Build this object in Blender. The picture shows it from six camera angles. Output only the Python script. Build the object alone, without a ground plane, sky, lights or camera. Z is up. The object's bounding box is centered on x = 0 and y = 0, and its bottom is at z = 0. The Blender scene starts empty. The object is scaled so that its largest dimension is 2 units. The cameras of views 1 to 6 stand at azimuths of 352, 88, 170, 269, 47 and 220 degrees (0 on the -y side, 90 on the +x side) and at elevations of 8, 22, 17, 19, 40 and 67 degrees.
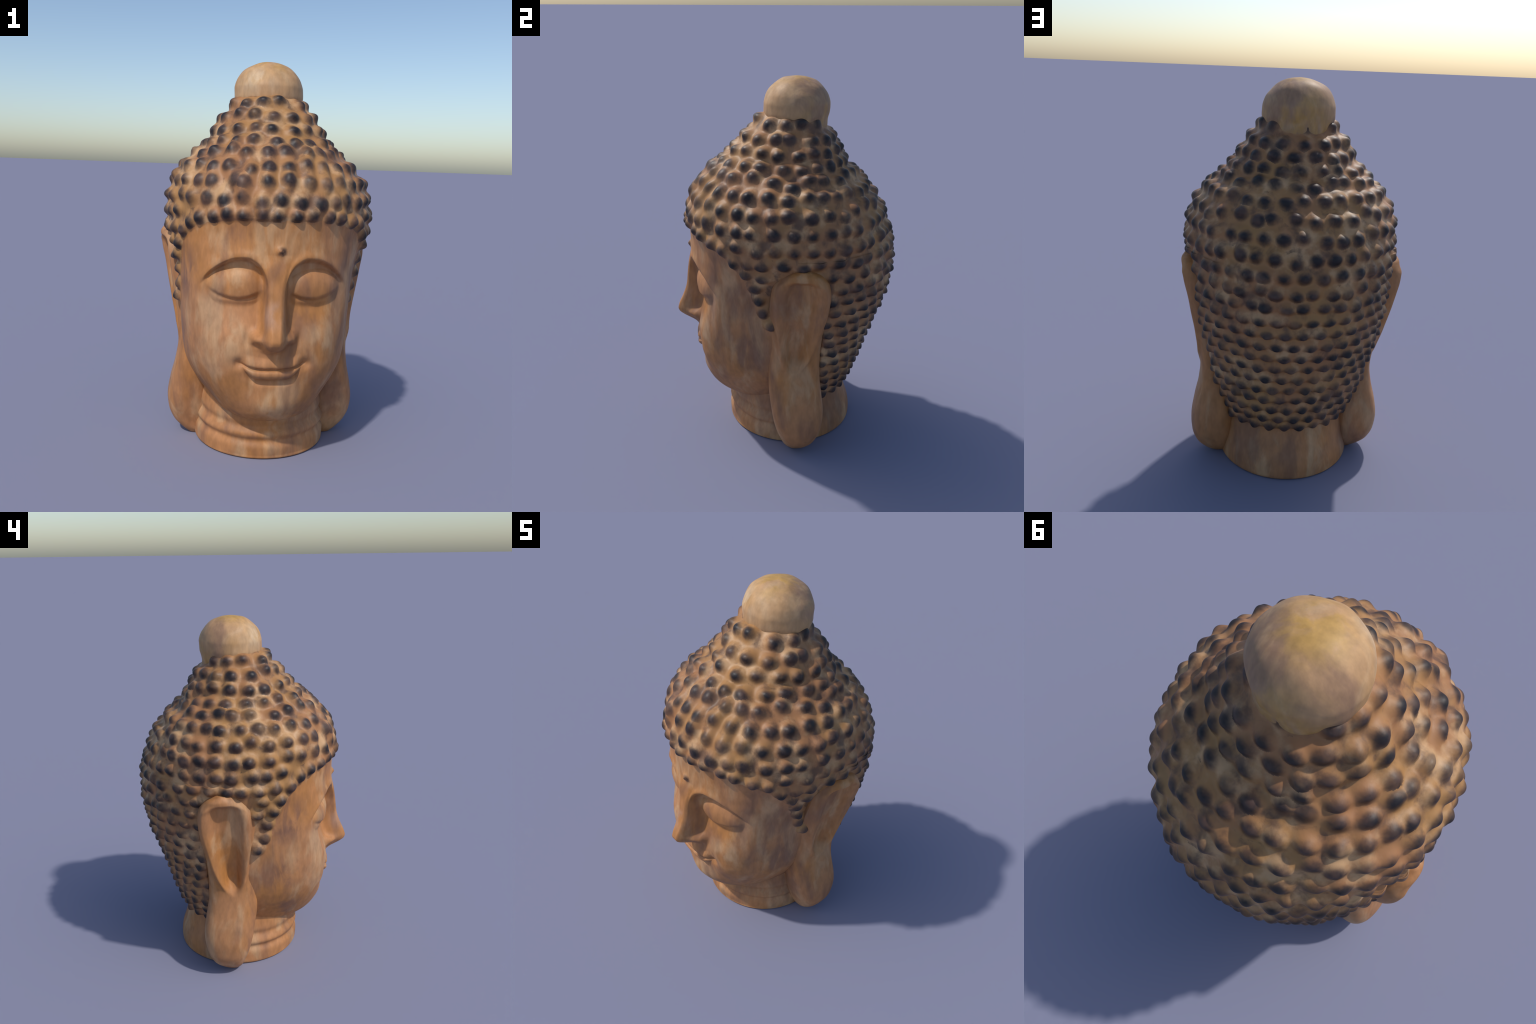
import bpy, math
import numpy as np
from mathutils import Matrix, Vector

rng = np.random.default_rng(11)
TURN = math.radians(-2.3)          # the head sits slightly turned on its neck
CT, ST = math.cos(TURN), math.sin(TURN)

# ------------------------------------------------------------------ helpers
def curve(points):
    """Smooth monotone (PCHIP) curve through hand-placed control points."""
    p = np.array(sorted(points), float)
    X, Y = p[:, 0], p[:, 1]
    h = np.diff(X); d = np.diff(Y) / h
    m = np.zeros(len(X))
    m[0], m[-1] = d[0], d[-1]
    for i in range(1, len(X) - 1):
        if d[i - 1] * d[i] > 0:
            w1, w2 = 2 * h[i] + h[i - 1], h[i] + 2 * h[i - 1]
            m[i] = (w1 + w2) / (w1 / d[i - 1] + w2 / d[i])
    def f(x):
        x = np.clip(np.asarray(x, float), X[0], X[-1])
        k = np.clip(np.searchsorted(X, x, side="right") - 1, 0, len(X) - 2)
        t = (x - X[k]) / h[k]
        return ((2*t**3 - 3*t**2 + 1) * Y[k] + (t**3 - 2*t**2 + t) * h[k] * m[k]
                + (-2*t**3 + 3*t**2) * Y[k + 1] + (t**3 - t**2) * h[k] * m[k + 1])
    return f

def step(a, b, x):
    t = np.clip((np.asarray(x, float) - a) / (b - a), 0, 1)
    return t * t * (3 - 2 * t)

def bell(x, c, w):
    return np.exp(-((x - c) / w) ** 2)

def lumps(P, scale, seed, n=14):
    """Cheap smooth 3D noise: a sum of random plane waves, roughly in -1..1."""
    r = np.random.default_rng(seed)
    out = np.zeros(P.shape[:-1])
    for _ in range(n):
        k = r.normal(size=3); k /= np.linalg.norm(k)
        out += np.sin((P @ k) * scale * r.uniform(.6, 1.4) + r.uniform(0, 6.28))
    return out / math.sqrt(n) / 1.2

def turn(P):
    Q = P.copy()
    Q[..., 0] = CT * P[..., 0] - ST * P[..., 1]
    Q[..., 1] = ST * P[..., 0] + CT * P[..., 1]
    return Q

def vertex_normals(V, F):
    n = np.zeros_like(V)
    a, b, c, d = (V[F[:, i]] for i in range(4))
    fn = np.cross(c - a, d - b)
    for i in range(4):
        np.add.at(n, F[:, i], fn)
    return n / np.maximum(np.linalg.norm(n, axis=1, keepdims=True), 1e-12)

def new_object(name, V, F, mat, parent=None, normals=None):
    me = bpy.data.meshes.new(name)
    me.from_pydata(V.tolist(), [], [f for f in F])
    me.polygons.foreach_set("use_smooth", np.ones(len(me.polygons), bool))
    me.update()
    if normals is not None:
        me.normals_split_custom_set_from_vertices(normals.tolist())
    me.materials.append(mat)
    ob = bpy.data.objects.new(name, me)
    bpy.context.scene.collection.objects.link(ob)
    ob.parent = parent
    return ob

def grid_faces(nr, nc, wrap=True):
    i, j = np.meshgrid(np.arange(nr - 1), np.arange(nc if wrap else nc - 1), indexing="ij")
    k = (j + 1) % nc
    return np.stack([i*nc + j, i*nc + k, (i+1)*nc + k, (i+1)*nc + j], -1).reshape(-1, 4)

# ------------------------------------------------------------------ head form
CY = 0.03                                     # centre line of the cross-sections
front = curve([(.19,-.25),(.205,-.310),(.225,-.365),(.25,-.405),(.29,-.436),(.35,-.456),(.45,-.468),(.55,-.479),
               (.65,-.485),(.75,-.488),(.87,-.495),(.95,-.507),(1.04,-.521),(1.14,-.521),(1.22,-.524),
               (1.30,-.520),(1.36,-.509),(1.42,-.481),(1.50,-.422),(1.57,-.342),(1.62,-.287),(1.66,-.249),
               (1.72,-.200),(1.76,-.165),(1.80,-.125),(1.84,-.09)])
back = curve([(.19,.30),(.24,.330),(.28,.358),(.36,.391),(.50,.434),(.62,.472),(.72,.507),(.82,.541),(.93,.567),(1.02,.579),
              (1.12,.577),(1.22,.558),(1.33,.515),(1.42,.458),(1.50,.387),(1.55,.326),(1.62,.287),(1.66,.266),
              (1.73,.227),(1.77,.195),(1.84,.15)])
wide = curve([(.19,.19),(.205,.215),(.225,.252),(.25,.282),(.30,.314),(.34,.337),(.38,.360),(.43,.386),(.50,.410),(.60,.424),(.75,.435),(.90,.444),(1.0,.464),
              (1.10,.497),(1.18,.514),(1.25,.518),(1.35,.500),(1.43,.466),(1.49,.413),(1.55,.344),(1.60,.298),
              (1.69,.247),(1.74,.206),(1.80,.162),(1.84,.13)])      # jaw, cheeks, crown
wide_back = curve([(.19,.29),(.25,.318),(.30,.338),(.40,.372),(.50,.398),(.60,.426),(.75,.460),(.90,.487),(1.0,.499),(1.10,.507),(1.18,.516),(1.84,.513)])
square_front = curve([(.19,2.05),(.28,2.1),(.35,2.25),(.45,2.55),(.55,2.8),(.80,2.85),(.90,2.7),(1.0,2.3),(1.08,2.1),(1.16,2.0),(1.84,2.0)])
square_back = curve([(.19,2.0),(.4,2.08),(1.0,2.12),(1.3,2.03),(1.84,2.0)])
shift = curve([(.19,-.004),(.35,-.008),(.6,-.010),(.8,-.010),(1.0,-.006),(1.2,-.003),(1.35,-.007),(1.5,-.014),(1.84,-.018)])   # the crown leans a little to -x
hairline = curve([(0,1.226),(15,1.226),(30,1.212),(40,1.196),(50,1.168),(57,1.120),(62,1.070),(66,1.0),(68.5,.93),
                  (71,.85),(73,.79),(77,.765),(92,.765),(100,.60),(104,.265),(180,.265)])   # angle from the front -> height

brow = curve([(.030,.90),(.046,.955),(.06,.990),(.09,1.030),(.14,1.054),(.19,1.050),(.25,1.024),(.30,.985),(.34,.940),(.38,.90)])
slit = curve([(.05,.892),(.08,.880),(.13,.862),(.18,.856),(.24,.866),(.31,.897),(.36,.93)])
lipline = curve([(0,.528),(.03,.527),(.07,.529),(.11,.537),(.15,.549),(.2,.57)])
lipfloor = curve([(0,.472),(.06,.473),(.09,.483),(.12,.508),(.15,.546),(.2,.58)])
ridge = curve([(.580,0),(.600,.006),(.618,.028),(.636,.064),(.652,.095),(.672,.121),(.69,.127),(.711,.122),(.76,.099),(.806,.079),(.85,.064),
               (.90,.052),(.95,.037),(.99,.023),(1.03,.009),(1.07,0)])

def relief(x, z):
    """How far the face stands out of the plain egg shape (metres, towards the viewer)."""
    s = np.abs(x)
    F = np.zeros_like(s)
    # nose: a flat ridge with steep flanks, wider wings at the bottom
    inner = .026 - .004 * step(.78, .68, z) + .014 * step(.92, 1.0, z)
    outer = .074 + .008 * step(.76, .68, z)
    F += ridge(z + .010 * step(.02, .08, s) * step(.74, .66, z)* -1) * (1 - step(inner - .008, outer + .008, s))
    F += .046 * bell(s, .080, .027) * bell(z, .682, .029) * step(.630, .662, z)
    F -= .010 * bell(s, .122, .016) * bell(z, .672, .035)
    # brow edge and eye socket below it
    b = brow(s)
    side = step(.036, .062, s) * (1 - step(.30, .365, s))
    socket = step(-.006, .028, b - z) * step(.62, .87, z)
    F -= (.043 - .020 * step(.20, .34, s)) * socket * side
    F += .006 * np.exp(-((z - b - .012) / .022) ** 2) * side
    # closed upper lid
    lid = np.clip(1 - ((s - .182) / .136) ** 2 - ((z - .905) / .098) ** 2, 0, 1)
    cut = step(-.020, .020, z - slit(s))
    F += .037 * lid * (2 - lid) ** .5 * cut
    F += .026 * lid * (1 - cut) * step(.81, .85, z)
    F -= .006 * np.exp(-((z - slit(s) + .004) / .010) ** 2) * step(.07, .11, s) * (1 - step(.27, .32, s))
    # cheeks
    F += .014 * bell(s, .215, .10) * bell(z, .66, .13)
    # mouth: muzzle, upper lip, lower lip, corners, chin
    F += .012 * bell(s, 0, .105) * bell(z, .565, .070)
    F += .012 * bell(s, .225, .075) * bell(z, .50, .11)
    up = z - lipline(s)
    F += .016 * (1 - step(.10, .150, s)) * step(-.004, .008, up) * (1 - step(.015, .065, up))
    mid = .5 * (lipline(s) + lipfloor(s)); half = np.maximum(.5 * (lipline(s) - lipfloor(s)), .004)
    F += .022 * np.clip(1 - ((z - mid) / (half * 1.15)) ** 2, 0, 1) ** .85 * (1 - step(.085, .15, s))
    F -= .011 * np.exp(-((z - lipline(s)) / .008) ** 2) * (1 - step(.13, .17, s))
    F -= .019 * bell(s, .158, .028) * bell(z, .552, .026)
    F -= .013 * np.exp(-((z - lipfloor(s) + .012) / .018) ** 2) * (1 - step(.10, .15, s))
    F -= .003 * bell(s, 0, .010) * bell(z, .60, .022)
    F += .014 * bell(s, 0, .085) * bell(z, .335, .060)
    # small raised mark between the brows
    q = (x - .008) ** 2 + (z - 1.092) ** 2
    F += .018 * np.exp(-q / .019 ** 2)
    return F

def scalp(theta, z, hair_lift=.0):
    """Point on the head; theta = 0 faces forward (-y), grows towards +x."""
    f, k = front(z), back(z)
    c, s = np.cos(theta), np.sin(theta)
    w = wide(z)
    w = w + (np.maximum(np.where(z < 1.18, wide_back(z), 0), w) - w) * step(.30, -.30, c)
    a = np.where(c > 0, CY - f, k - CY)
    n = np.where(c > 0, square_front(z), square_back(z))
    m = (np.abs(c) ** n + np.abs(s) ** n) ** (-1 / n)
    skew = step(.25, .40, z) * step(1.20, .95, z)                 # the two halves do not quite match
    x = w * s * m
    P = np.stack([x + shift(z) - .005 * skew * np.abs(s) * step(-.2, .2, c), CY - a * c * m + .018 * x * skew, np.broadcast_to(z, c.shape)], -1)
    return P

def scalp_frame(theta, z):
    e = 1e-3
    p = scalp(np.array(theta), np.array(z))
    tu = scalp(np.array(theta + e), np.array(z)) - scalp(np.array(theta - e), np.array(z))
    tv = scalp(np.array(theta), np.array(z + e)) - scalp(np.array(theta), np.array(z - e))
    tu /= np.linalg.norm(tu)
    n = np.cross(tu, tv); n /= np.linalg.norm(n)
    if n[0] * p[0] + n[1] * (p[1] - CY) < 0:
        n = -n
    tv = np.cross(n, tu)
    if tv[2] < 0:
        tv = -tv; tu = -tu
    return p, tu, tv, n

# ------------------------------------------------------------------ materials
def nodes_of(name):
    m = bpy.data.materials.new(name); m.use_nodes = True
    nt = m.node_tree
    return m, nt, nt.nodes["Principled BSDF"]

def add(nt, kind, **kw):
    n = nt.nodes.new(kind)
    for k, v in kw.items():
        if k in n.inputs:
            n.inputs[k].default_value = v
        else:
            setattr(n, k, v)
    return n

def noise(nt, vec, scale, detail=4, stretch=(1, 1, 1), rough=.55, shift=(0, 0, 0), warp=0):
    mp = add(nt, "ShaderNodeMapping")
    mp.inputs["Scale"].default_value = stretch
    mp.inputs["Location"].default_value = shift
    nt.links.new(vec, mp.inputs["Vector"])
    n = add(nt, "ShaderNodeTexNoise")
    n.inputs["Scale"].default_value = scale
    n.inputs["Detail"].default_value = detail
    n.inputs["Roughness"].default_value = rough
    n.inputs["Distortion"].default_value = warp
    nt.links.new(mp.outputs[0], n.inputs["Vector"])
    return n.outputs["Fac"]

def ramp(nt, fac, stops):
    r = add(nt, "ShaderNodeValToRGB")
    el = r.color_ramp.elements
    while len(el) < len(stops):
        el.new(.5)
    for e, (p, c) in zip(el, stops):
        e.position = p
        e.color = (c, c, c, 1) if isinstance(c, (int, float)) else (*c, 1)
    nt.links.new(fac, r.inputs[0])
    return r.outputs[0]

def mix(nt, fac, a, b, blend="MIX"):
    m = add(nt, "ShaderNodeMix", data_type="RGBA", blend_type=blend)
    for sock, v in ((m.inputs[0], fac), (m.inputs[6], a), (m.inputs[7], b)):
        if hasattr(v, "is_linked"):
            nt.links.new(v, sock)
        else:
            sock.default_value = v if isinstance(v, float) else (*v, 1)
    return m.outputs[2]

def math_node(nt, op, a, b=None, c=None, clamp=False):
    m = add(nt, "ShaderNodeMath", operation=op, use_clamp=clamp)
    for i, v in enumerate((a, b, c)):
        if v is None:
            continue
        if hasattr(v, "is_linked"):
            nt.links.new(v, m.inputs[i])
        else:
            m.inputs[i].default_value = v
    return m.outputs[0]

def smooth_mask(nt, v, lo, hi):
    m = add(nt, "ShaderNodeMapRange", interpolation_type="SMOOTHSTEP")
    m.inputs["From Min"].default_value = lo
    m.inputs["From Max"].default_value = hi
    nt.links.new(v, m.inputs["Value"])
    return m.outputs["Result"]

TAN, PALE, PLUM, AMBER = (.415, .192, .080), (.53, .345, .190), (.19, .096, .062), (.415, .178, .052)  # skin tones darkened overall, a compromise with the shaded side

def bumped(nt, bsdf, vec, scale, strength, stretch=(1, 1, 1)):
    b = add(nt, "ShaderNodeBump")
    b.inputs["Strength"].default_value = strength
    b.inputs["Distance"].default_value = .01
    nt.links.new(noise(nt, vec, scale, 6, stretch), b.inputs["Height"])
    nt.links.new(b.outputs[0], bsdf.inputs["Normal"])

def clay_skin(name, base=TAN, pale=.5, plum=.6, mark=False, second=AMBER, stain=PLUM, stretch=.36, patches=()):
    """Weathered glazed clay: warm tan with vertical pale runs and plum-brown stains."""
    m, nt, bsdf = nodes_of(name)
    tc = add(nt, "ShaderNodeTexCoord")
    v = tc.outputs["Object"]
    col = mix(nt, smooth_mask(nt, noise(nt, v, 2.2, 3, shift=(3, 1, 7)), .40, .66), base, second)
    runs = noise(nt, v, 8, 6, (1, 1, stretch), warp=.6)
    f = math_node(nt, "MULTIPLY", smooth_mask(nt, runs, .48, .66), pale)
    col = mix(nt, f, col, PALE)
    st = noise(nt, v, 4.5, 6, (1, 1, stretch), shift=(5, 2, 1), warp=.8)
    f = math_node(nt, "MULTIPLY", smooth_mask(nt, st, .48, .66), plum)
    col = mix(nt, f, col, stain)
    blot = noise(nt, v, 13, 6, (1, 1, .45), shift=(8, 5, 2), warp=.5)
    for centre, reach, tint, amount in patches:
        d = add(nt, "ShaderNodeVectorMath", operation="DISTANCE")
        nt.links.new(v, d.inputs[0]); d.inputs[1].default_value = centre
        f = math_node(nt, "SUBTRACT", 1.0, smooth_mask(nt, d.outputs["Value"], reach * .25, reach))
        f = math_node(nt, "MULTIPLY", math_node(nt, "MULTIPLY", f, smooth_mask(nt, blot, .36, .60)), amount)
        col = mix(nt, f, col, tint)
    fine = noise(nt, v, 38, 5, (1, 1, .4), shift=(1, 9, 4))
    col = mix(nt, 1.0, col, ramp(nt, fine, [(.30, .84), (.70, 1.12)]), "MULTIPLY")
    if mark:       # dark glaze caught around the raised forehead mark
        d = add(nt, "ShaderNodeVectorMath", operation="DISTANCE")
        nt.links.new(v, d.inputs[0]); d.inputs[1].default_value = (-.008, -.530, 1.088)
        f = math_node(nt, "SUBTRACT", 1.0, smooth_mask(nt, d.outputs["Value"], .008, .030))
        f = math_node(nt, "MULTIPLY", f, smooth_mask(nt, noise(nt, v, 45, 3), .35, .6))
        col = mix(nt, f, col, (.10, .05, .03))
    nt.links.new(col, bsdf.inputs["Base Color"])
    bsdf.inputs["Roughness"].default_value = .55
    bsdf.inputs["Specular IOR Level"].default_value = .35
    bumped(nt, bsdf, v, 26, .10, (1, 1, .4))
    return m

HAIR_TAN, HAIR_OCHRE, HAIR_DARK, HAIR_SMOKE = (.34, .160, .068), (.36, .185, .066), (.016, .013, .015), (.080, .045, .034)

def hair_colour(nt, v_world, spot):
    """Tan clay with blackish glaze left on the knobs (spot: 1 at a knob's top), smeared here and there."""
    col = mix(nt, smooth_mask(nt, noise(nt, v_world, 3.0, 3), .40, .65), HAIR_TAN, HAIR_OCHRE)
    col = mix(nt, smooth_mask(nt, noise(nt, v_world, 8, 5, shift=(2, 8, 3)), .48, .68), col, (.50, .30, .15))
    smear = smooth_mask(nt, noise(nt, v_world, 12, 5, (1, 1, .8), shift=(9, 3, 6), warp=.3), .46, .70)
    col = mix(nt, math_node(nt, "MULTIPLY", smear, .75), col, HAIR_SMOKE)
    dark = mix(nt, smooth_mask(nt, noise(nt, v_world, 11, 4, shift=(4, 4, 4)), .42, .66), HAIR_DARK, HAIR_SMOKE)
    faint = smooth_mask(nt, noise(nt, v_world, 5.5, 4, shift=(1, 6, 8)), .30, .50)       # spots fade in patches
    faint = math_node(nt, "ADD", math_node(nt, "MULTIPLY", faint, .4), .6)
    return mix(nt, math_node(nt, "MULTIPLY", spot, faint), col, dark)

def world_vec(nt):
    return add(nt, "ShaderNodeNewGeometry").outputs["Position"]

def ragged(nt, wv, dist, lo, hi, amount, raw):
    """Turn a distance from the knob's top into a dark spot with an uneven edge."""
    n = noise(nt, wv, 26, 4, shift=(7, 1, 2))
    d = math_node(nt, "ADD", dist, math_node(nt, "MULTIPLY", math_node(nt, "SUBTRACT", n, .5), amount))
    f = math_node(nt, "SUBTRACT", 1.0, smooth_mask(nt, d, lo, hi))
    return math_node(nt, "MULTIPLY", f, math_node(nt, "SUBTRACT", 1.0, smooth_mask(nt, raw, .66, 1.08)))

def finish_hair(nt, bsdf, col, wv):
    nt.links.new(col, bsdf.inputs["Base Color"])
    bsdf.inputs["Roughness"].default_value = .50
    bsdf.inputs["Specular IOR Level"].default_value = .35
    bumped(nt, bsdf, wv, 40, .12)

def curl_material():
    m, nt, bsdf = nodes_of("curl_dark_spot")
    wv = world_vec(nt)
    tc = add(nt, "ShaderNodeTexCoord")
    sep = add(nt, "ShaderNodeSeparateXYZ"); nt.links.new(tc.outputs["Object"], sep.inputs[0])
    x, y = sep.outputs[0], math_node(nt, "ADD", sep.outputs[1], .25)  # spot centre set a little below the knob's top
    d = math_node(nt, "SQRT", math_node(nt, "ADD", math_node(nt, "MULTIPLY", x, x), math_node(nt, "MULTIPLY", y, y)))
    info = add(nt, "ShaderNodeObjectInfo")
    raw = d
    d = math_node(nt, "ADD", d, math_node(nt, "MULTIPLY", math_node(nt, "SUBTRACT", info.outputs["Random"], .5), .30))
    spot = ragged(nt, wv, d, .28, 1.22, .7, raw)  # spots widened so the colour carries some of the unlit side's darkness
    finish_hair(nt, bsdf, hair_colour(nt, wv, spot), wv)
    return m

def row_material():
    """Rows of joined knobs: the dark spots repeat along the row by angle."""
    m, nt, bsdf = nodes_of("curl_row_dark_spot")
    wv = world_vec(nt)
    tc = add(nt, "ShaderNodeTexCoord")
    sep = add(nt, "ShaderNodeSeparateXYZ"); nt.links.new(tc.outputs["Object"], sep.inputs[0])
    def prop(k):
        return add(nt, "ShaderNodeAttribute", attribute_type="OBJECT", attribute_name='["%s"]' % k).outputs["Fac"]
    ang = math_node(nt, "ARCTAN2", sep.outputs[0], math_node(nt, "MULTIPLY", sep.outputs[1], 1.0))  # 0 at the back
    t = math_node(nt, "DIVIDE", math_node(nt, "SUBTRACT", ang, prop("row_start")), prop("row_step"))
    t = math_node(nt, "SUBTRACT", math_node(nt, "FRACT", math_node(nt, "ADD", t, .5)), .5)
    a = math_node(nt, "MULTIPLY", t, 2.0)
    b = math_node(nt, "ADD", math_node(nt, "DIVIDE", sep.outputs[2], .032), .40)
    d = math_node(nt, "SQRT", math_node(nt, "ADD", math_node(nt, "MULTIPLY", a, a), math_node(nt, "MULTIPLY", b, b)))
    spot = ragged(nt, wv, d, .28, 1.22, .7, d)
    finish_hair(nt, bsdf, hair_colour(nt, wv, spot), wv)
    return m

def scalp_material():
    m, nt, bsdf = nodes_of("scalp_clay")
    wv = world_vec(nt)
    spot = math_node(nt, "MULTIPLY", smooth_mask(nt, noise(nt, wv, 14, 4), .50, .72), .6)
    finish_hair(nt, bsdf, hair_colour(nt, wv, spot), wv)
    return m

SKIN = clay_skin("face_clay", mark=True, patches=(
    ((-.24, -.40, .66), .17, PALE, .75), ((.20, -.41, .64), .15, PALE, .65), ((-.03, -.47, .34), .11, PALE, .6),
    ((-.36, -.36, .78), .12, PALE, .5), ((-.43, -.22, .95), .20, PLUM, .85), ((-.43, -.20, .62), .20, PLUM, .7),
    ((.41, -.22, .60), .20, PLUM, .7), ((.40, -.24, .92), .16, PLUM, .6), ((-.04, -.56, .80), .09, (.40, .25, .18), .6)))
EARS = clay_skin("ear_clay")
NECK = clay_skin("neck_clay", pale=.6)
KNOB = clay_skin("topknot_clay", base=(.47, .275, .135), pale=.6, plum=.75, second=(.45, .25, .065), stain=(.27, .155, .10), stretch=.8, patches=(
    ((-.02, .04, 2.0), .15, (.47, .27, .07), .9), ((-.08, -.08, 1.88), .12, (.60, .45, .30), .7), ((.0, .2, 1.80), .16, (.30, .19, .14), .6)))
CURL, ROW, SCALP = curl_material(), row_material(), scalp_material()

# ------------------------------------------------------------------ the thing
root = bpy.data.objects.new("carved_head_statue", None)
bpy.context.scene.collection.objects.link(root)
root["label"] = "tan glazed clay head statue, closed eyes, knobbly dark hair, long earlobes"
root["category"] = "statue"

# ------------------------------------------------------------------ where the curls sit
ear_front = curve([(0,.02),(.03,.000),(.08,-.020),(.15,-.045),(.25,-.068),(.40,-.086),(.55,-.090),(.75,-.088),(.88,-.084),(.98,-.072),(1.04,-.045),(1.08,0.0),(1.10,.045)])
ear_back = curve([(0,.105),(.03,.135),(.08,.168),(.15,.195),(.25,.207),(.35,.196),(.45,.184),(.58,.182),(.72,.190),(.85,.212),(.95,.220),(1.02,.208),(1.07,.170),(1.10,.110)])
ear_out = curve([(0,.402),(.03,.436),(.08,.478),(.14,.500),(.20,.505),(.30,.490),(.40,.468),(.50,.458),(.60,.466),(.70,.485),(.80,.508),(.92,.535),(1.02,.552),(1.07,.553),(1.10,.536)])

def spacing(zr):
    g = float(step(.9, 1.3, zr))
    return .084 + .005 * g, .0670 + .015 * g         # along the row, between rows

curls = []            # (angle, height, pitch, gap, row number)
def edge_curl(deg_, inset):
    """Point set `inset` metres inside the hairline, measured square to it."""
    a = abs(deg_)
    m = float(hairline(a + .5) - hairline(a - .5)) / math.radians(1) / .46
    q = math.sqrt(1 + m * m)
    return math.copysign(math.radians(a) - m * inset / q / .46, deg_), float(hairline(a)) + inset / q
d = -75.0
while d <= 75.5:      # the row that edges the forehead and the temples
    tc_, zc = edge_curl(d, .035)
    curls.append([tc_ + rng.normal(0, .012), zc + rng.normal(0, .006), .080, .084, -1])
    p0 = scalp(np.array(tc_), np.array(zc))
    e = d
    while e < 90:
        e += .25
        t1, z1 = edge_curl(e, .035)
        if np.linalg.norm(scalp(np.array(t1), np.array(z1)) - p0) > .078:
            break
    d = e
centres = [scalp(np.array(c[0]), np.array(c[1])) for c in curls]
rows = []
z = .300
while z < 1.80:
    rows.append(z)
    dz = 1e-3
    slope = (float(back(z + dz)) - float(back(z)) + float(wide(z + dz)) - float(wide(z)) - float(front(z + dz)) + float(front(z))) / 3 / dz
    z += spacing(z)[1] / math.sqrt(1 + slope * slope)
steps = {}
for ri, zr in enumerate(rows):
    ths = np.linspace(-math.pi, math.pi, 721)
    per = np.linalg.norm(np.diff(scalp(ths, np.full(721, zr)), axis=0), axis=1).sum()
    n = max(8, round(per / spacing(zr)[0]))
    st = 2 * math.pi / n
    off = (ri % 2) * .5 * st
    steps[ri] = (st, zr)
    for i in range(n):
        thc = -math.pi + off + (i + .5) * st
        thc = (thc + math.pi) % (2 * math.pi) - math.pi
        if zr < float(hairline(abs(math.degrees(thc)))) + .024:
            continue
        p = scalp(np.array(thc), np.array(zr))
        if zr < 1.125 and -.075 < p[1] < float(ear_back(zr)) - .012:
            continue
        if abs(thc) < 1.35 and min(np.linalg.norm(p - q) for q in centres[:len(centres)]) < .054:
            continue
        if zr > .98 or abs(thc) < math.radians(95):       # loose curls wander, the nape rows stay neat
            thc += rng.normal(0, .10) * st
            zj = zr + rng.normal(0, .085) * spacing(zr)[1]
        else:
            zj = zr
        curls.append([thc, zj, per / n, spacing(zr)[1], ri])
print("CURLS", len(curls))

# ------------------------------------------------------------------ head surface with hair relief, split by region
NT = 940
u = np.linspace(0, 1, NT, endpoint=False)
theta = 2 * math.pi * (u - .5)
theta = theta - .42 * np.sin(theta)          # denser towards the front
zs = np.concatenate([np.linspace(.19, .30, 40)[:-1], np.linspace(.30, 1.22, 300)[:-1], np.linspace(1.22, 1.835, 200)])
TH, ZZ = np.meshgrid(theta, zs)
P = scalp(TH, ZZ)
deg = np.abs(np.degrees(TH))
edge = ZZ - hairline(deg)
steep = (hairline(deg + .5) - hairline(deg - .5)) / math.radians(1) / .46
edge = edge / np.sqrt(1 + steep ** 2)          # distance from the hairline
facing = step(.12, .45, np.cos(TH))
P[..., 1] -= relief(P[..., 0] - shift(ZZ), ZZ) * facing * (1 - step(1.18, 1.24, ZZ))
out = np.stack([np.sin(TH), -np.cos(TH), np.zeros_like(TH)], -1)
P += out * (.0022 * lumps(P, 16, 5) * step(.0, -.05, edge))[..., None]
under = step(-.04, .00, P[..., 1]) * step(.20, .15, P[..., 1]) * step(.46, .56, ZZ) * step(1.07, 1.03, ZZ)
P -= out * (.085 * under)[..., None]
base = P.copy()
tu = np.roll(base, -1, 1) - np.roll(base, 1, 1)
tv = np.gradient(base, axis=0)
tu /= np.linalg.norm(tu, axis=-1, keepdims=True)
NN = np.cross(tu, tv); NN /= np.linalg.norm(NN, axis=-1, keepdims=True)
if (NN * out).sum() < 0:
    NN = -NN
TV = np.cross(NN, tu); TV *= np.sign(TV[..., 2:3])
height = np.zeros(TH.shape); best = np.full(TH.shape, 9.0); owner = np.full(TH.shape, -1)
frames = []
for ci, (thc, zc, pitch, gap, ri) in enumerate(curls):
    p, a, b, n = scalp_frame(thc, zc)
    fr = float(step(.55, .85, math.cos(thc)) * step(1.28, 1.33, zc) * step(1.60, 1.50, zc))
    skew = fr * .22 * (1 if thc < 0 else -1) + rng.normal(0, .08)
    a, b = a * math.cos(skew) + b * math.sin(skew), b * math.cos(skew) - a * math.sin(skew)
    ra, rb = pitch * .5 * (1.06 - .06 * fr) * rng.uniform(.9, 1.12), gap * .5 * (1 + .50 * fr) * rng.uniform(.9, 1.12)
    tall = rng.uniform(.85, 1.15) * (.95 if ri >= 0 else 1.05)
    frames.append((p, a, b, n, pitch * .5, gap * .5))
    i0, i1 = np.searchsorted(zs, [zc - .13, zc + .13])
    win = base[i0:i1] - p
    near = (win ** 2).sum(-1) < .13 ** 2
    ii, jj = np.nonzero(near)
    q = win[ii, jj]; ii = ii + i0
    qa, qb = (q @ a) / ra, (q @ b) / rb
    rho = np.sqrt(qa * qa + qb * qb)
    bump = np.exp(-(rho / .80) ** 2.2) * tall
    height[ii, jj] += bump ** 1.6
    closer = rho < best[ii, jj]
    best[ii[closer], jj[closer]] = rho[closer]; owner[ii[closer], jj[closer]] = ci
height = height ** (1 / 1.6)
height *= step(-.016, .012, edge) * (1 - step(0, .3, under))
low = step(1.1, .6, ZZ)
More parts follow.
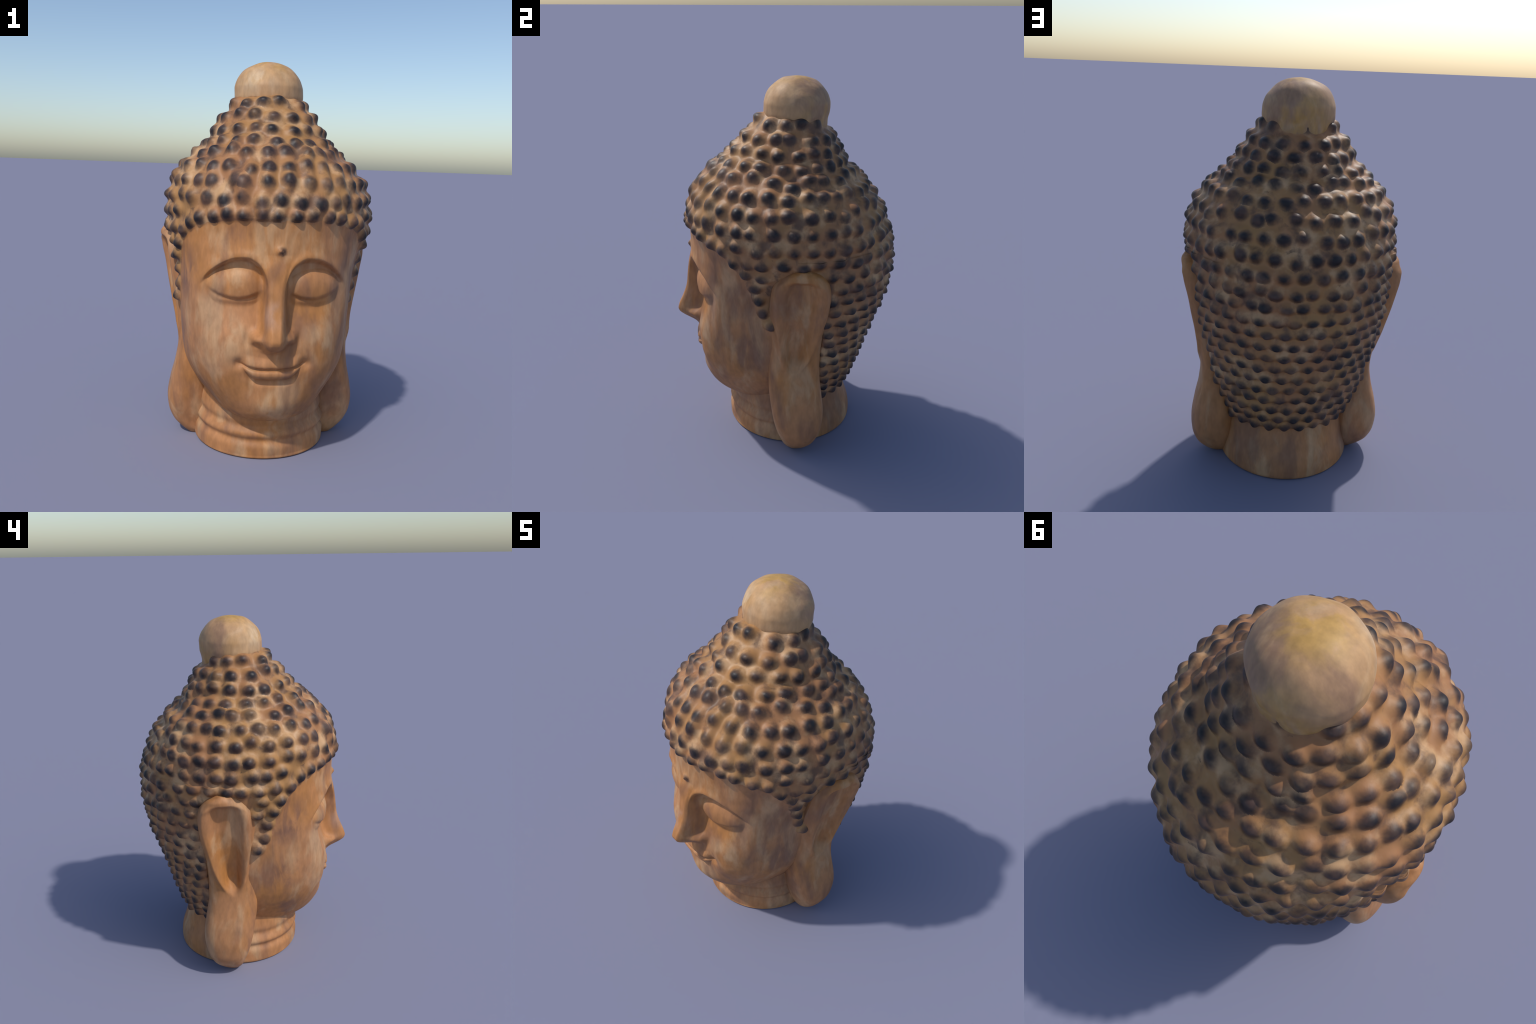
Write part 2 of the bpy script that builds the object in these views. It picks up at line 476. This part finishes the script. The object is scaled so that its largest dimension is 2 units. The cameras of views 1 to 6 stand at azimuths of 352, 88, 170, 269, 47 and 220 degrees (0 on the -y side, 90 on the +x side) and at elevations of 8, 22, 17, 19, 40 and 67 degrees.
P = base + NN * (-.002 * step(-.005, .02, edge) + .034 * height)[..., None] - TV * ((.006 + .008 * low) * height ** 1.5)[..., None]
P += NN * (.0015 * lumps(base, 55, 31) * step(0, .03, edge))[..., None]
V = turn(P).reshape(-1, 3)
F = grid_faces(len(zs), NT)
N = vertex_normals(V, F)

mean = lambda A: A.reshape(-1)[F].mean(1)
fsx = (P[..., 0] - shift(ZZ)).reshape(-1)[F].mean(1)
fx, fz = np.abs(fsx), mean(ZZ)
fe, ff = mean(edge), np.cos(TH.reshape(-1)[F]).mean(1)
region = np.zeros(len(F), int)                                    # 0 face
fhair = mean(height)
region[(fe > .006) | ((fe > -.012) & (fhair > .10))] = 1          # 1 hair
fr = ff > .3
nose = fr & (fz > .625) & (fz < .99) & (fx < .060 + .05 * step(.80, .70, fz))
region[nose & (region == 0)] = 2
lidm = (((fx - .185) / .125) ** 2 + ((fz - .905) / .085) ** 2 < 1) & (fz > slit(fx)) & fr
region[lidm & (fsx > 0) & (region == 0)] = 3
region[lidm & (fsx <= 0) & (region == 0)] = 4
mouth = fr & (fx < .155) & (fz > lipfloor(fx) - .004) & (fz < lipline(fx) + .03)
region[mouth & (region == 0)] = 5
mark = fr & ((fsx - .008) ** 2 + (fz - 1.092) ** 2 < .022 ** 2)
region[mark] = 6
face_owner = owner.reshape(-1)[F[:, 0]]
face_rho = best.reshape(-1)[F].mean(1)
is_curl = (region == 1) & (face_owner >= 0) & (face_rho < 1.25)
region[is_curl] = 10

def piece(name, mask, mat, parent, matrix=None):
    sel = F[mask]
    used, inv = np.unique(sel, return_inverse=True)
    v, n = V[used], N[used]
    if matrix is not None:
        Mi = np.array(matrix.inverted()); A = np.array(matrix)[:3, :3]
        v = v @ Mi[:3, :3].T + Mi[:3, 3]
        n = n @ A; n = n / np.linalg.norm(n, axis=1, keepdims=True)
    ob = new_object(name, v, inv.reshape(-1, 4).tolist(), mat, None, n)
    ob.parent = parent
    if matrix is not None:
        ob.matrix_world = matrix
    return ob

parts = {}
for r, name, mat in ((0, "face", SKIN), (1, "hair", SCALP), (2, "nose", SKIN), (3, "eyelid", SKIN), (4, "eyelid", SKIN), (5, "mouth", SKIN), (6, "forehead_mark", SKIN)):
    parts[r] = piece(name, region == r, mat, root if r < 2 else parts[0])
face, hair = parts[0], parts[1]

spin = Matrix.Rotation(TURN, 4, "Z")
size = np.bincount(face_owner[is_curl], minlength=len(curls))
nape = [i for i, c in enumerate(curls) if c[4] >= 0 and rows[c[4]] < .98 and abs(c[0]) >= math.radians(95)]
single = [i for i in range(len(curls)) if i not in set(nape) and size[i] > 0]
order = np.argsort(face_owner[is_curl], kind="stable")
ids = np.nonzero(is_curl)[0][order]
starts = np.searchsorted(face_owner[ids], np.arange(len(curls) + 1))
def faces_of(ci):
    m = np.zeros(len(F), bool); m[ids[starts[ci]:starts[ci + 1]]] = True
    return m
for ci in single:       # every curl its own object; its local x, y run over the knob in units of its radius
    p, a, b, n, ra, rb = frames[ci]
    M = Matrix(((a[0]*ra, b[0]*rb, n[0]*.03, p[0]), (a[1]*ra, b[1]*rb, n[1]*.03, p[1]), (a[2]*ra, b[2]*rb, n[2]*.03, p[2]), (0, 0, 0, 1)))
    piece("hair_curl", faces_of(ci), CURL, hair, spin @ M)
for ri in sorted({curls[i][4] for i in nape}):
    mine = [i for i in nape if curls[i][4] == ri]
    st, zr = steps[ri]
    m = np.zeros(len(F), bool)
    for ci in mine:
        m |= faces_of(ci)
    w, b = float(wide_back(zr)), float(back(zr)) - CY
    ob = piece("hair_curl_row", m, ROW, hair, spin @ Matrix.Translation((float(shift(zr)), CY, zr)) @ Matrix.Diagonal((w, b, 1, 1)))
    ob["kind"] = "stuff"
    a0 = curls[mine[0]][0]
    ob["row_start"] = float(math.atan2(math.sin(a0), -math.cos(a0)))
    ob["row_step"] = float(-st)
print("SINGLE", len(single), "NAPE", len(nape))

# ------------------------------------------------------------------ neck
nz, nt_ = 90, 260
zz = np.concatenate([np.linspace(0, .03, 14)[:-1], np.linspace(.03, .36, nz - 13)])
th = np.linspace(0, 2 * math.pi, nt_, endpoint=False)
T2, Z2 = np.meshgrid(th, zz)
neck_front = curve([(0,.352),(.008,.359),(.05,.362),(.12,.354),(.2,.345),(.26,.335),(.36,.30)])
neck_back = curve([(0,.355),(.008,.361),(.04,.362),(.09,.356),(.16,.334),(.25,.308),(.36,.28)])
neck_side = curve([(0,.344),(.008,.350),(.05,.350),(.15,.340),(.25,.332),(.36,.31)])
c, s = np.cos(T2), np.sin(T2)
rings = -.012 * bell(Z2, .090 + .018 * (1 - np.cos(T2)), .020) - .011 * bell(Z2, .165 + .02 * (1 - np.cos(T2)), .022) + .006 * bell(Z2, .128, .02)
rings *= step(-.25, .35, c)
a = np.where(c > 0, neck_front(Z2), neck_back(Z2)) + rings
Pn = np.stack([(neck_side(Z2) + rings) * s - .008, .042 - a * c, Z2], -1)
rad = np.stack([s, -c, 0 * s], -1)
Pn += rad * (.004 * lumps(Pn, 14, 8) * step(0, .02, Z2))[..., None]
Fn = grid_faces(len(zz), nt_).tolist()
Vn = Pn.reshape(-1, 3)
Vn = np.vstack([Vn, [[0, .042, 0], [0, .042, .36]]])
k = len(Vn) - 2; top0 = (len(zz) - 1) * nt_
Fn += [[(j + 1) % nt_, j, k] for j in range(nt_)] + [[top0 + j, top0 + (j + 1) % nt_, k + 1] for j in range(nt_)]
neck = new_object("neck", Vn, Fn, NECK, root)

# ------------------------------------------------------------------ topknot ball
ball_r = curve([(1.68,.168),(1.72,.168),(1.755,.170),(1.785,.172),(1.82,.178),(1.86,.178),(1.90,.167),(1.935,.146),(1.965,.114),(1.985,.076),(1.996,.036),(2.0,0)])
t = np.linspace(0, 1, 90)
zb = 1.68 + .32 * (1 - (1 - t) ** 1.9)
Tb, Zb = np.meshgrid(np.linspace(0, 2 * math.pi, 128, endpoint=False), zb)
R = ball_r(Zb)
Pb = np.stack([-.015 + R * .988 * np.sin(Tb), .055 - R * np.cos(Tb) * .965, Zb], -1)
dirb = Pb - np.array([-.01, .058, 1.82]); dirb /= np.linalg.norm(dirb, axis=-1, keepdims=True)
Pb += dirb * (.0045 * lumps(Pb, 22, 3) + .0022 * lumps(Pb, 60, 4))[..., None] * step(2.0, 1.985, Zb)[..., None]
topknot = new_object("topknot", Pb.reshape(-1, 3), grid_faces(len(zb), 128).tolist(), KNOB, root)

# ------------------------------------------------------------------ ears
hollow_mid = curve([(.5,.040),(.6,.052),(.8,.068),(1.06,.080)])
hollow_half = curve([(.49,.014),(.54,.042),(.63,.068),(.8,.094),(.92,.108),(1.0,.100),(1.05,.064),(1.07,.01)])
def build_ear(side, depth, lean_out):
    n_z, n_a = 170, 150
    t = np.linspace(0, 1, n_z)
    ze = 1.10 * (.5 - .5 * np.cos(math.pi * t)) * .6 + 1.10 * t * .4
    A, Z = np.meshgrid(np.linspace(0, 2 * math.pi, n_a, endpoint=False), ze)
    yf, yb, xo = ear_front(Z), ear_back(Z) + .006, ear_out(Z)
    if side < 0:                                   # this lobe hangs further out and back
        drop = step(.55, .25, Z) * step(.0, .08, Z)
        yf, yb, xo = yf + .006 * drop, yb + .007 * drop, xo + .008 * drop + .008 * step(.55, .75, Z)
    else:
        xo = xo - .001 * step(.6, .9, Z)
    xi = .27 + .10 * step(.5, 1.0, Z)
    ca, sa = np.cos(A), np.sin(A)
    ex = .62
    px = (xo + xi) / 2 + (xo - xi) / 2 * np.sign(ca) * np.abs(ca) ** ex
    py = (yf + yb) / 2 + (yb - yf) / 2 * np.sign(sa) * np.abs(sa) ** .8
    # outer face leans: the back rim stands further out than the front edge
    lean = (py - (yf + yb) / 2) / np.maximum((yb - yf) / 2, .01)
    outer = step(-.2, .5, ca)
    px += outer * lean * lean_out * step(.35, .7, Z) - outer * .035 * np.clip(-lean, 0, 1) ** 1.5 * step(.50, .7, Z)
    q = (py - hollow_mid(Z)) / hollow_half(Z)
    inz = step(.49, .60, Z) * (1 - step(1.02, 1.06, Z))
    px -= depth * (1 - step(.30, 1.02, np.abs(q))) * inz * step(.1, .5, ca)
    q2 = np.abs(q)
    px += .013 * bell(q2, 1.20, .18) * inz * outer
    Pe = np.stack([px * side - .005 * step(.1, .4, Z), py, Z], -1)
    Pe += (.003 * lumps(Pe, 18, 21))[..., None] * np.array([side, 0, 0])
    Pe[..., 2] *= 1.032
    Pe = turn(Pe)
    Ve = Pe.reshape(-1, 3)
    Fe = grid_faces(n_z, n_a)
    m = len(Ve)
    Ve = np.vstack([Ve, Pe[0].mean(0), Pe[-1].mean(0) + [0, 0, .004]])
    caps = [[(j + 1) % n_a, j, m] for j in range(n_a)] + [[(n_z-1)*n_a + j, (n_z-1)*n_a + (j + 1) % n_a, m + 1] for j in range(n_a)]
    Fe = Fe.tolist() + caps
    if side < 0:
        Fe = [f[::-1] for f in Fe]
    Fe = [f[::-1] for f in Fe] if False else Fe
    return new_object("ear", Ve, Fe, EARS, root)
build_ear(1, .050, .006)
build_ear(-1, .060, .016)
